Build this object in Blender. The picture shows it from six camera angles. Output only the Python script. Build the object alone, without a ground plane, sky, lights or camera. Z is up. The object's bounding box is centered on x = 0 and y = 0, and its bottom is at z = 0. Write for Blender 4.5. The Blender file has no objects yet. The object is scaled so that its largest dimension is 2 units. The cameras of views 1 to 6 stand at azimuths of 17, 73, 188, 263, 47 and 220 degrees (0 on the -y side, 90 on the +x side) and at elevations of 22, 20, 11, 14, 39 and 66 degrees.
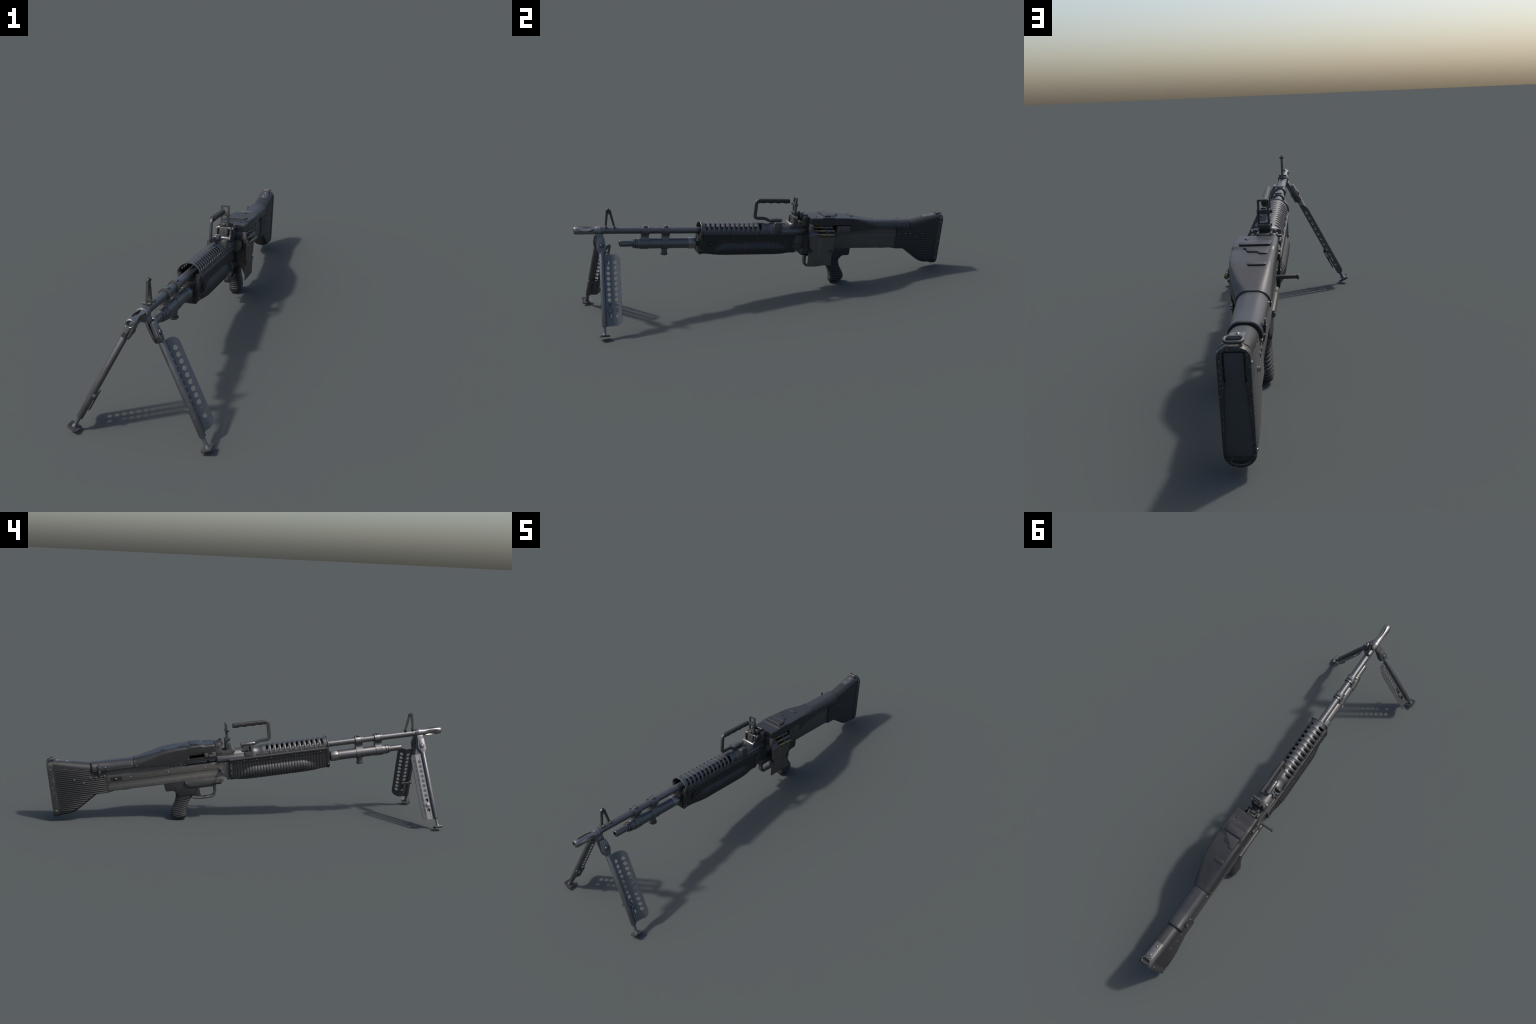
# Belt-fed machine gun standing on its bipod.
# Every part is described in the gun's own frame: x to the shooter's left (feed side),
# y back along the barrel from the muzzle, z up; the gun frame is then yawed and
# pitched so that the bipod feet, the grip and the toe of the stock touch the ground.
import bpy, bmesh, math, random
from mathutils import Vector, Matrix
from mathutils.geometry import tessellate_polygon

random.seed(11)
pi = math.pi

# ------------------------------------------------------------------ gun frame
AY = Vector((-0.0709, 1.0, -0.1322)).normalized()
AX = AY.cross(Vector((0, 0, 1))).normalized()
AZ = AX.cross(AY)
ORIGIN = Vector((0.0036, -1.0004, 0.4703))
GUN = Matrix.Translation(ORIGIN) @ Matrix((AX, AY, AZ)).transposed().to_4x4()

# ------------------------------------------------------------------ materials
def material(name, base, metallic=0.0, rough=0.5, var=0.18, scale=30.0, bump=0.15,
             bump_scale=260.0, spec=0.5, streak=None, coat=0.0, fleck=None):
    m = bpy.data.materials.new(name)
    m.use_nodes = True
    nt = m.node_tree
    N, K = nt.nodes, nt.links
    b = N["Principled BSDF"]
    tc = N.new("ShaderNodeTexCoord")
    mp = N.new("ShaderNodeMapping")
    if streak:
        mp.inputs["Scale"].default_value = streak
    K.new(tc.outputs["Object"], mp.inputs["Vector"])
    n = N.new("ShaderNodeTexNoise")
    n.inputs["Scale"].default_value = scale
    n.inputs["Detail"].default_value = 6
    n.inputs["Roughness"].default_value = 0.65
    K.new(mp.outputs["Vector"], n.inputs["Vector"])
    cr = N.new("ShaderNodeValToRGB")
    lo = [c * (1 - var) for c in base]
    hi = [c * (1 + var) for c in base]
    cr.color_ramp.elements[0].position = 0.3
    cr.color_ramp.elements[1].position = 0.7
    cr.color_ramp.elements[0].color = (*lo, 1)
    cr.color_ramp.elements[1].color = (*hi, 1)
    K.new(n.outputs["Fac"], cr.inputs["Fac"])
    col = cr.outputs["Color"]
    if fleck:                                  # scuffed patches where the finish is rubbed
        fcol, fscale, flo, fhi = fleck
        f = N.new("ShaderNodeTexNoise")
        f.inputs["Scale"].default_value = fscale
        f.inputs["Detail"].default_value = 8
        K.new(tc.outputs["Object"], f.inputs["Vector"])
        fr = N.new("ShaderNodeMapRange")
        fr.inputs["From Min"].default_value = flo
        fr.inputs["From Max"].default_value = fhi
        K.new(f.outputs["Fac"], fr.inputs["Value"])
        mx = N.new("ShaderNodeMix")
        mx.data_type = 'RGBA'
        K.new(fr.outputs["Result"], mx.inputs[0])
        K.new(col, mx.inputs[6])
        mx.inputs[7].default_value = (*fcol, 1)
        col = mx.outputs[2]
    K.new(col, b.inputs["Base Color"])
    rr = N.new("ShaderNodeMapRange")
    rr.inputs["To Min"].default_value = max(0.05, rough - 0.08)
    rr.inputs["To Max"].default_value = min(1.0, rough + 0.08)
    K.new(n.outputs["Fac"], rr.inputs["Value"])
    K.new(rr.outputs["Result"], b.inputs["Roughness"])
    b.inputs["Metallic"].default_value = metallic
    b.inputs["Specular IOR Level"].default_value = spec
    b.inputs["Coat Weight"].default_value = coat
    g = N.new("ShaderNodeTexNoise")
    g.inputs["Scale"].default_value = bump_scale
    g.inputs["Detail"].default_value = 3
    K.new(tc.outputs["Object"], g.inputs["Vector"])
    bp = N.new("ShaderNodeBump")
    bp.inputs["Strength"].default_value = bump
    bp.inputs["Distance"].default_value = 0.001
    K.new(g.outputs["Fac"], bp.inputs["Height"])
    K.new(bp.outputs["Normal"], b.inputs["Normal"])
    return m

BARREL = material("barrel_steel", (0.115, 0.115, 0.118), 0.75, 0.41, scale=40, var=.12, fleck=((0.17, 0.17, 0.17), 90, 0.6, 0.75))
BRIGHT = material("worn_bright_steel", (0.20, 0.195, 0.19), 0.85, 0.34, fleck=((0.28, 0.27, 0.255), 90, 0.55, 0.7))
SOCKET = material("barrel_socket_steel", (0.080, 0.080, 0.082), 0.7, 0.52, var=.1)
SHIELD = material("heat_shield_steel", (0.095, 0.095, 0.098), 0.7, 0.45, var=.12)
PARK = material("receiver_parkerised_steel", (0.116, 0.112, 0.106), 0.85, 0.63, scale=60, bump=0.25, var=.12)
TRUN = material("trunnion_steel", (0.128, 0.126, 0.122), 0.85, 0.60, scale=60, bump=0.2, var=.12)
COVER = material("feed_cover_enamel", (0.0180, 0.0180, 0.0192), 0.12, 0.43, scale=24, bump=0.12, fleck=((0.036, 0.036, 0.038), 70, 0.64, 0.76))
TUBE = material("stock_cover_enamel", (0.028, 0.0285, 0.031), 0.15, 0.42, scale=24, fleck=((0.05, 0.05, 0.052), 110, 0.64, 0.76))
POLY = material("black_polymer", (0.019, 0.019, 0.020), 0.0, 0.52, scale=50, bump=0.3, spec=0.4)
GUARD = material("handguard_polymer", (0.019, 0.019, 0.020), 0.0, 0.42, scale=50, bump=0.2, spec=0.45)
BIPOD = material("bipod_grey_steel", (0.125, 0.126, 0.132), 0.75, 0.44, scale=40, var=.1)
SIGHT = material("sight_steel", (0.062, 0.062, 0.061), 0.45, 0.46)
HANGER = material("hanger_brushed_steel", (0.128, 0.118, 0.104), 0.85, 0.64, streak=(1, 1, 0.06), scale=220, var=0.14)
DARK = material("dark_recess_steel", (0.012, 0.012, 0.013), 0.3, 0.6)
RUBBER = material("shoulder_plate_grey", (0.050, 0.053, 0.054), 0.0, 0.6, streak=(1, 1, 8), spec=0.3, var=.1)
RIM = material("buttplate_worn_rim", (0.034, 0.034, 0.034), 0.3, 0.48, fleck=((0.10, 0.097, 0.092), 150, 0.56, 0.64))
BRASS = material("cartridge_brass", (0.21, 0.17, 0.078), 0.7, 0.40)
COPPER = material("bullet_copper", (0.23, 0.115, 0.075), 0.65, 0.42)
LINK = material("belt_link_steel", (0.088, 0.092, 0.104), 0.7, 0.42)
BOLT = material("blued_bolt_steel", (0.09, 0.10, 0.125), 0.8, 0.32)

# ------------------------------------------------------------------ objects
WORLD = {}

def top_empty(name):
    e = bpy.data.objects.new(name, None)
    e.empty_display_size = 0.2
    bpy.context.scene.collection.objects.link(e)
    WORLD[e.name] = Matrix.Identity(4)
    return e

gun = top_empty("machine_gun")
gun["label"] = "dark gunmetal belt-fed machine gun standing on bipod"
gun["category"] = "machine gun"

def place(obj, world, parent):
    obj.parent = parent
    obj.matrix_basis = WORLD[parent.name].inverted() @ world
    WORLD[obj.name] = world

def make_mesh(name, V, F, mat, bevel=0.0, seg=2, angle=35.0, fix=True):
    me = bpy.data.meshes.new(name)
    bm = bmesh.new()
    vs = [bm.verts.new(v) for v in V]
    for f in F:
        try:
            bm.faces.new([vs[i] for i in f])
        except ValueError:
            pass
    if fix:
        bmesh.ops.remove_doubles(bm, verts=bm.verts[:], dist=1e-6)
        bmesh.ops.recalc_face_normals(bm, faces=bm.faces[:])
    if bevel > 0:
        es = [e for e in bm.edges if len(e.link_faces) == 2 and e.calc_face_angle(0) > math.radians(30)]
        bmesh.ops.bevel(bm, geom=es, offset=bevel, segments=seg, profile=0.5, affect='EDGES', clamp_overlap=True)
    bm.to_mesh(me)
    bm.free()
    me.materials.append(mat)
    finish(me, angle)
    return me

def finish(me, angle=35.0):
    for p in me.polygons:
        p.use_smooth = True
    me.set_sharp_from_angle(angle=math.radians(angle))

def part(name, geo, mat, parent=None, bevel=0.0, seg=2, angle=35.0, kind=None):
    """geo = (verts, faces) in the gun frame; origin goes to the middle of the part."""
    V, F = geo
    lo = Vector([min(v[i] for v in V) for i in range(3)])
    hi = Vector([max(v[i] for v in V) for i in range(3)])
    c = (lo + hi) / 2
    me = make_mesh(name, [Vector(v) - c for v in V], F, mat, bevel, seg, angle)
    ob = bpy.data.objects.new(name, me)
    bpy.context.scene.collection.objects.link(ob)
    place(ob, GUN @ Matrix.Translation(c), parent or gun)
    if kind:
        ob["kind"] = kind
    return ob

def instance(src_mesh, name, local, parent=None):
    ob = bpy.data.objects.new(name, src_mesh)
    bpy.context.scene.collection.objects.link(ob)
    place(ob, GUN @ local, parent or gun)
    return ob

def cut(ob, geo):
    """carve a solid out of a part"""
    V, F = geo
    inv = WORLD[ob.name].inverted() @ GUN
    me = bpy.data.meshes.new("cutter")
    bm = bmesh.new()
    vs = [bm.verts.new(inv @ Vector(v)) for v in V]
    for f in F:
        bm.faces.new([vs[i] for i in f])
    bmesh.ops.recalc_face_normals(bm, faces=bm.faces[:])
    bm.to_mesh(me)
    bm.free()
    c = bpy.data.objects.new("cutter", me)
    bpy.context.scene.collection.objects.link(c)
    c.matrix_world = WORLD[ob.name]
    md = ob.modifiers.new("cut", 'BOOLEAN')
    md.operation = 'DIFFERENCE'
    md.solver = 'EXACT'
    md.object = c
    bpy.context.view_layer.update()
    dg = bpy.context.evaluated_depsgraph_get()
    new = bpy.data.meshes.new_from_object(ob.evaluated_get(dg))
    ob.modifiers.clear()
    old = ob.data
    nm = old.name
    ob.data = new
    bpy.data.meshes.remove(old)
    new.name = nm
    bpy.data.objects.remove(c)
    bpy.data.meshes.remove(me)
    finish(new, 35)

# ------------------------------------------------------------------ geometry
def join(*gs):
    V, F = [], []
    for v, f in gs:
        o = len(V)
        V += [tuple(p) for p in v]
        F += [[i + o for i in q] for q in f]
    return V, F

def xform(geo, M):
    return [tuple(M @ Vector(v)) for v in geo[0]], geo[1]

def box(x0, x1, y0, y1, z0, z1):
    V = [(x, y, z) for x in (x0, x1) for y in (y0, y1) for z in (z0, z1)]
    F = [[0, 1, 3, 2], [4, 6, 7, 5], [0, 4, 5, 1], [2, 3, 7, 6], [0, 2, 6, 4], [1, 5, 7, 3]]
    return V, F

def prism(poly, a0, a1, axis='x'):
    """outline extruded along an axis: 'x' -> outline is (y,z); 'y' -> (x,z); 'z' -> (x,y)"""
    n = len(poly)
    put = {'x': lambda p, a: (a, p[0], p[1]), 'y': lambda p, a: (p[0], a, p[1]), 'z': lambda p, a: (p[0], p[1], a)}[axis]
    V = [put(p, a0) for p in poly] + [put(p, a1) for p in poly]
    F = [list(range(n))[::-1], list(range(n, 2 * n))]
    F += [[i, (i + 1) % n, n + (i + 1) % n, n + i] for i in range(n)]
    return V, F

def loft(rings, cap=True, closed=True):
    n = len(rings[0])
    V = [p for r in rings for p in r]
    F = []
    for k in range(len(rings) - 1):
        for i in range(n if closed else n - 1):
            j = (i + 1) % n
            F.append([k * n + i, k * n + j, (k + 1) * n + j, (k + 1) * n + i])
    if cap:
        F.append(list(range(n))[::-1])
        F.append([(len(rings) - 1) * n + i for i in range(n)])
    return V, F

def lathe(profile, cx=0.0, cz=0.0, n=40, cap=True, phase=0.0):
    """profile of (y, radius) turned about the line x=cx, z=cz"""
    return loft([[(cx + r * math.cos(2 * pi * i / n + phase), y, cz + r * math.sin(2 * pi * i / n + phase)) for i in range(n)]
                 for y, r in profile], cap)

def rod(p, q, r0, r1=None, n=20, ends=0.0):
    """round rod from p to q; ends > 0 rounds the rims"""
    p, q = Vector(p), Vector(q)
    r1 = r0 if r1 is None else r1
    d = q - p
    L = d.length
    d.normalize()
    u = d.orthogonal().normalized()
    w = d.cross(u)
    st = [(0, r0), (L, r1)] if ends <= 0 else [(0, r0 - ends), (ends * .35, r0 - ends * .35), (ends, r0), (L - ends, r1), (L - ends * .35, r1 - ends * .35), (L, r1 - ends)]
    return loft([[tuple(p + d * t + (u * math.cos(2 * pi * i / n) + w * math.sin(2 * pi * i / n)) * r) for i in range(n)] for t, r in st])

def sweep(path, section, side=Vector((1, 0, 0)), closed=False):
    """sweep a 2D section (a along side, b in the bend plane) along a path"""
    P = [Vector(p) for p in path]
    n = len(P)
    rings = []
    for i in range(n):
        a = P[(i - 1) % n] if (closed or i > 0) else P[i]
        b = P[(i + 1) % n] if (closed or i < n - 1) else P[i]
        t = (b - a).normalized()
        s = (side - t * side.dot(t)).normalized()
        nn = t.cross(s)
        rings.append([tuple(P[i] + s * u + nn * v) for u, v in section])
    if closed:
        return loft(rings + [rings[0]], cap=False)
    return loft(rings)

def circle2(r, n=14, rx=None):
    return [((rx or r) * math.cos(2 * pi * i / n), r * math.sin(2 * pi * i / n)) for i in range(n)]

def rrect2(a, b, r, n=4):
    """rounded rectangle outline with half sizes a, b"""
    out = []
    for cx, cy, t0 in ((a - r, b - r, 0), (-a + r, b - r, 90), (-a + r, -b + r, 180), (a - r, -b + r, 270)):
        for i in range(n + 1):
            t = math.radians(t0 + 90 * i / n)
            out.append((cx + r * math.cos(t), cy + r * math.sin(t)))
    return out

def stadium(y0, y1, z0, z1, n=8):
    r = (z1 - z0) / 2
    zc = (z0 + z1) / 2
    out = []
    for i in range(n + 1):
        t = -pi / 2 + pi * i / n
        out.append((y1 - r + r * math.cos(t), zc + r * math.sin(t)))
    for i in range(n + 1):
        t = pi / 2 + pi * i / n
        out.append((y0 + r + r * math.cos(t), zc + r * math.sin(t)))
    return out

def fillet(poly, r, n=4):
    """round the corners of an outline; r is one radius or one per corner"""
    out = []
    m = len(poly)
    for i in range(m):
        ri = r[i] if isinstance(r, (list, tuple)) else r
        p = Vector(poly[i])
        a = Vector(poly[i - 1]) - p
        b = Vector(poly[(i + 1) % m]) - p
        k = min(ri, a.length * .45, b.length * .45)
        if k < 1e-5:
            out.append(tuple(p))
            continue
        a = p + a.normalized() * k
        b = p + b.normalized() * k
        for j in range(n + 1):
            t = j / n
            out.append(tuple(a * (1 - t) ** 2 + p * 2 * t * (1 - t) + b * t * t))
    return out

def holed_plate(outer, holes, thick, mapping):
    """sheet with punched holes; mapping(u, v, w) -> gun frame"""
    loops = [[Vector((u, v, 0)) for u, v in lp] for lp in [outer] + holes]
    tris = tessellate_polygon(loops)
    flat = [p for lp in loops for p in lp]
    n = len(flat)
    V = [tuple(mapping(p.x, p.y, -thick / 2)) for p in flat] + [tuple(mapping(p.x, p.y, thick / 2)) for p in flat]
    F = [list(t) for t in tris] + [[i + n for i in reversed(t)] for t in tris]
    o = 0
    for lp in loops:
        m = len(lp)
        F += [[o + i, o + (i + 1) % m, n + o + (i + 1) % m, n + o + i] for i in range(m)]
        o += m
    return V, F

def lerp_curve(pts, t):
    """piecewise linear lookup with smooth joints"""
    if t <= pts[0][0]:
        return pts[0][1]
    for (a, va), (b, vb) in zip(pts, pts[1:]):
        if t <= b:
            return va + (vb - va) * (t - a) / (b - a)
    return pts[-1][1]

def smooth(t):
    t = max(0.0, min(1.0, t))
    return t * t * (3 - 2 * t)

def dome(r, h, n=14, rings=4):
    """rivet head pointing along +x"""
    prof = [(0.0 - h * .6, r), (0.0, r)] + [(h * math.sin(pi / 2 * k / rings), r * math.cos(pi / 2 * k / rings)) for k in range(1, rings)] + [(h, r * .08)]
    return loft([[(x, rr * math.cos(2 * pi * i / n), rr * math.sin(2 * pi * i / n)) for i in range(n)] for x, rr in prof])

RIV = {}
def rivet(name, x, y, z, r, h, mat, direction='+x', parent=None):
    key = (name, r, h, mat.name)
    if key not in RIV:
        RIV[key] = make_mesh(name, *dome(r, h), mat, angle=50)
    rot = {'+x': Matrix.Identity(4), '-x': Matrix.Rotation(pi, 4, 'Z'), '+z': Matrix.Rotation(-pi / 2, 4, 'Y'), '-y': Matrix.Rotation(-pi / 2, 4, 'Z')}[direction]
    return instance(RIV[key], name, Matrix.Translation((x, y, z)) @ rot, parent)

# ================================================================== BARREL
BZ = 0.001
barrel = part("barrel", lathe([(0.128, .0160), (0.30, .0163), (0.60, .0165), (0.90, .0165), (0.99, .0195)], 0, BZ, 48), BARREL)

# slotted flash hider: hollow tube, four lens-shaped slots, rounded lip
fh = part("flash_hider", lathe([(0.060, .0118), (0.010, .0118), (0.004, .0100), (0.0010, .0105), (0.0000, .0122), (0.0016, .0154), (0.006, .0174), (0.012, .0184),
                                (0.055, .0182), (0.106, .0174), (0.106, .0118), (0.060, .0118)], 0, BZ, 48, cap=False), BRIGHT, barrel)
lens = []
for k in range(17):
    t = k / 16
    lens.append((0.014 + 0.084 * t, 0.0068 * math.sin(pi * t) ** 0.7 if 0 < t < 1 else 0.0003))
lens = lens + [(y, -w) for y, w in reversed(lens[1:-1])]
for k in range(5):
    a = math.radians(18 + 72 * k)
    rad, tan = Vector((math.cos(a), 0, math.sin(a))), Vector((-math.sin(a), 0, math.cos(a)))
    V = [tuple(rad * r + tan * w + Vector((0, y, BZ))) for r in (.0035, .03) for y, w in lens]
    m = len(lens)
    cut(fh, (V, [list(range(m))[::-1], list(range(m, 2 * m))] + [[q, (q + 1) % m, m + (q + 1) % m, m + q] for q in range(m)]))
part("muzzle_collar", lathe([(0.1035, .0172), (0.105, .0205), (0.108, .0212), (0.112, .0200), (0.116, .0216), (0.123, .0216), (0.125, .0196), (0.141, .0192), (0.1435, .0166)], 0, BZ, 48), BRIGHT, barrel)

# front sight: open triangle on two cross pins
fs = [(.147, .022), (.1485, .104), (.1555, .111), (.1585, .118), (.1605, .118), (.1625, .110), (.1715, .102), (.1960, .022), (.187, .022)]
fs_out = [(.147, .012), (.1485, .101), (.157, .1075), (.165, .1065), (.1725, .098), (.1995, .012)]
fs_hole = fillet([(.1555, .0135), (.1575, .055), (.1590, .083), (.166, .083), (.1900, .0135)], .004, 3)
sight_front = part("front_sight", holed_plate(fs_out, [fs_hole], .0075, lambda u, v, w: (w, u, v)), SIGHT, barrel)
part("front_sight_post", join(prism(fillet([(-.0115, .1035), (.0115, .1035), (.004, .094), (-.004, .094)], .001), .1645, .1715, 'y'),
                              rod((0, .161, .103), (0, .161, .1110), .0022, n=10)), SIGHT, sight_front)
for y in (.152, .1915):
    part("front_sight_pin", rod((-.0155, y, .022), (.0155, y, .022), .0050, n=16, ends=.001), SIGHT, sight_front)

# ================================================================== GAS SYSTEM
GZ = -0.0645
gas = part("gas_cylinder", lathe([(.285, .0150), (.287, .0215), (.289, .0222), (.2925, .0222), (.293, .0190), (.2965, .0190), (.297, .0240), (.305, .0250), (.307, .0235),
                                  (.309, .0235), (.311, .0250), (.325, .0255), (.330, .0258), (.560, .0258), (.564, .0258)], 0, GZ, 48), BARREL)
part("gas_nozzle", lathe([(.245, .010), (.2215, .010), (.2205, .0130), (.2225, .0152), (.226, .0157), (.287, .0157)], 0, GZ, 36), BARREL, gas)
part("gas_cylinder_nut", lathe([(.562, .0260), (.565, .0285), (.597, .0285), (.602, .0262), (.603, .018)], 0, GZ, 8, phase=pi / 8), BRIGHT, gas, bevel=.0012)
part("operating_rod", lathe([(.598, .0150), (.606, .0150), (.607, .0115), (.6115, .0115), (.612, .0145), (.622, .0145)], 0, GZ, 28), SIGHT, gas)
part("gas_port_plug", xform(lathe([(0, .0148), (.024, .0142), (.0255, .0188), (.031, .0188), (.0335, .0165), (.036, .0140), (.0365, .009)], 0, 0, 28),
                            Matrix.Translation((0, .446, GZ - .023)) @ Matrix.Rotation(-pi / 2, 4, 'X')), BARREL, gas)

def clamp(y0, y1):
    ring = lathe([(y0 + .001, .0165), (y0, .0190), (y0, .0222), (y0 + .001, .0228), (y0 + .005, .0228), (y0 + .006, .0215), (y1 - .006, .0215), (y1 - .005, .0222), (y1, .0222), (y1, .0165)], 0, BZ, 40)
    low = lathe([(y0 - .002, .0258), (y0 - .0015, .0278), (y1 - .0015, .0278), (y1, .0258)], 0, GZ, 40)
    web = [(-.018, -.010), (-.0125, -.020), (-.0110, -.0285), (-.0135, -.037), (-.021, -.048), (.021, -.048), (.0135, -.037), (.0110, -.0285), (.0125, -.020), (.018, -.010)]
    c = part("barrel_clamp", join(ring, low, prism(web, y0 + .001, y1 - .001, 'y')), BARREL)
    lug = box(-.0125, .0125, y0 + .010, y0 + .027, .020, .0262)
    part("clamp_lug", lug, BARREL, c, bevel=.0015)
clamp(.325, .363)
clamp(.428, .466)

# ================================================================== HANDGUARD
H0, H1 = .617, 1.127
RIB = .0146

def hg_half_width(y, z):
    """ribbed side wall with a palm swell low on each side"""
    w = lerp_curve([(-.114, .0365), (-.085, .0390), (-.03, .0405)], z)
    tb = smooth((y - .680) / .085) ** .6 * smooth((1.088 - y) / .085) ** .6
    top = -.086 + .029 * tb                       # arched upper edge of the ledge
    d = max(0.0, min(1.0, (top - z) / .031))
    sw = (1 - (1 - d) ** 2) * (1 - .35 * smooth((-.096 - z) / .016))
    return w + .0140 * tb * sw

def hg_groove(y):
    if y < .640 or y > 1.098:
        return 0.0
    p = ((y - .640) / RIB) % 1.0
    return .0022 * (max(0.0, abs(p - .5) * 2 - .55) / .45) ** 1.2

ys = []
y = H0 + .004
while y < H1:
    ys.append(y)
    y += RIB / 10
rings = []
zs = [-.027 - .0025 * k for k in range(32)]
for y in ys:
    g = hg_groove(y)
    if y > 1.100:
        g = .0018 if 1.102 < y < 1.104 or 1.1105 < y < 1.1125 else 0.0
    elif y < .640:
        g = .0018 if .632 < y < .6345 else 0.0
    side = []
    for z in zs:
        w = hg_half_width(y, z) - (g if z < -.030 else 0)
        side.append((w, z))
    wb = side[-1][0]
    drop = .005 * smooth((y - .64) / .06) * smooth((1.12 - y) / .06)
    for k in range(1, 7):                          # round the belly
        t = pi / 2 * k / 6
        side.append((wb - .012 + .012 * math.cos(t) - (0 if k < 6 else .008), -.1045 - (.0095 + drop - g) * math.sin(t)))
    ring = [(w, y, z) for w, z in side] + [(-w, y, z) for w, z in reversed(side)]
    rings.append(ring)
guard = part("handguard", loft(rings), GUARD, angle=60)

# rails along the upper edge
for s in (1, -1):
    sec = [(.036, -.005), (.0415, -.0045), (.0455, -.0065), (.0470, -.0105), (.0470, -.0150), (.0450, -.0178), (.0440, -.0190), (.0435, -.0290), (.036, -.0300)]
    part("handguard_rail", prism([(s * a, b) for a, b in sec], .628, 1.1265, 'y'), GUARD, guard, bevel=.0006, seg=1)
    for y in (.678, .789, .915, .990, 1.085) if s > 0 else (.660, .789, .915, .990, 1.052):
        rivet("handguard_rivet", s * .0430, y, -.0235, .0042, .0026, SIGHT, '+x' if s > 0 else '-x', guard)
    # flat end straps with two rivets
    part("handguard_strap", prism([(s * a, b) for a, b in ((.0340, -.030), (.0425, -.030), (.0412, -.085), (.0395, -.104), (.0340, -.1130), (.0260, -.1135))], 1.114, 1.1275, 'y'), GUARD, guard, bevel=.0008)
    for z in (-.053, -.080):
        rivet("handguard_rivet", s * .0416, 1.121, z, .0032, .0022, BRIGHT, '+x' if s > 0 else '-x', guard)

# pierced front plate
fp_out = fillet([(-.041, .004), (-.041, -.100), (-.034, -.1145), (.034, -.1145), (.041, -.100), (.041, .004), (.030, .004), (.026, -.016), (.018, -.026), (0, -.030), (-.018, -.026), (-.026, -.016), (-.030, .004)], [.003, .004, .004, .004, .004, .003] + [.002] * 7, 3)
def circ(cx, cz, r, n=14):
    return [(cx + r * math.cos(2 * pi * i / n), cz + r * math.sin(2 * pi * i / n)) for i in range(n)]
fp_holes = []
for s in (1, -1):
    fp_holes.append(circ(s * .0255, -.1015, .0062))
    fp_holes.append([(s * a, b) for a, b in stadium(.0, .0, .0, .0) and [(.0255 + px, pz) for pz, px in stadium(-.052, -.032, -.0034, .0034)]])
    fp_holes.append([(s * (.0265 + px), pz) for pz, px in stadium(-.092, -.068, -.0034, .0034)])
fp = part("handguard_front_plate", holed_plate(fp_out, fp_holes, .006, lambda u, v, w: (u, H0 + .001 + w, v)), GUARD, guard)
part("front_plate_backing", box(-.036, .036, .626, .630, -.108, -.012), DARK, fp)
for s in (1, -1):
    part("front_plate_flange", prism([(s * a, b) for a, b in ((.0370, .006), (.0428, .006), (.0425, -.030), (.0405, -.085), (.0385, -.105), (.0335, -.1150), (.0280, -.1120))], .6145, .6270, 'y'), GUARD, fp, bevel=.001)
    for z in (-.012, -.092):
        rivet("handguard_rivet", s * .0425, .622, z, .003, .002, BRIGHT, '+x' if s > 0 else '-x', fp)

# sling ring on the feed side: oval wire on a small boss
ring_c = Vector((.0465, .676, -.060))
ringpath = []
for u, v in rrect2(.0100, .0185, .0100, 6):
    a = math.radians(32)
    ringpath.append((ring_c.x + .002, ring_c.y + u * math.cos(a) + v * math.sin(a) , ring_c.z + v * math.cos(a) - u * math.sin(a)))
sw = part("sling_ring", sweep(ringpath, circle2(.0026, 8), closed=True), GUARD, guard)
part("sling_ring_boss", join(rod((.036, .674, -.060), (.0475, .674, -.060), .0075, n=16, ends=.0012), rod((.036, .664, -.077), (.0455, .664, -.077), .0058, n=12, ends=.001)), GUARD, sw)

# heat shield: arched sheet with a rolled lip at every pitch, slots both sides
SZ0 = .0008
def shield_profile(r, flare=0.0):
    pts = []
    for i in range(25):
        t = math.radians(-90 + 180 * i / 24)
        pts.append((r * math.sin(t), SZ0 + r * math.cos(t)))
    return pts
def shield_section(y, r, w, th):
    outer = [(w / .041 * a, z) for a, z in shield_profile(r)]
    inner = [(w / .041 * a * (r - th) / r, SZ0 + (z - SZ0) * (r - th) / r) for a, z in shield_profile(r)]
    low = SZ0 - .009
    sec = [(-w, low)] + outer + [(w, low), (w - th, low)] + inner[::-1] + [(-w + th, low)]
    return [(a, y, z) for a, z in sec]
rings = [shield_section(.6155, .0435, .0435, .0020), shield_section(.617, .0445, .0440, .0040), shield_section(.6195, .0445, .0440, .0040), shield_section(.6215, .0415, .0415, .0020)]
PITCH = .0258
S0 = .6465
for k in range(12):
    c = S0 + PITCH * k
    for dy, dr in ((-.0075, .0002), (-.003, -.0004), (.003, -.0002), (.0075, .0006), (.0105, .0016), (.0130, .0020), (.0145, .0016), (.0158, .0004)):
        if k == 11 and dy > .008:
            dr = 0
        rings.append(shield_section(c + dy, .0400 + dr, .0410 + dr * .5, .0020))
rings += [shield_section(.952, .0398, .0410, .0020), shield_section(.960, .0380, .0408, .0020), shield_section(.968, .0355, .0406, .0020), shield_section(.975, .0350, .0405, .0020), shield_section(.986, .0352, .0405, .0020),
          shield_section(.993, .0372, .0405, .0020), shield_section(.998, .0378, .0405, .0020), shield_section(1.002, .0375, .0405, .0020)]
shield = part("heat_shield", loft(rings), SHIELD, angle=40)
cutters = []
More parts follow.
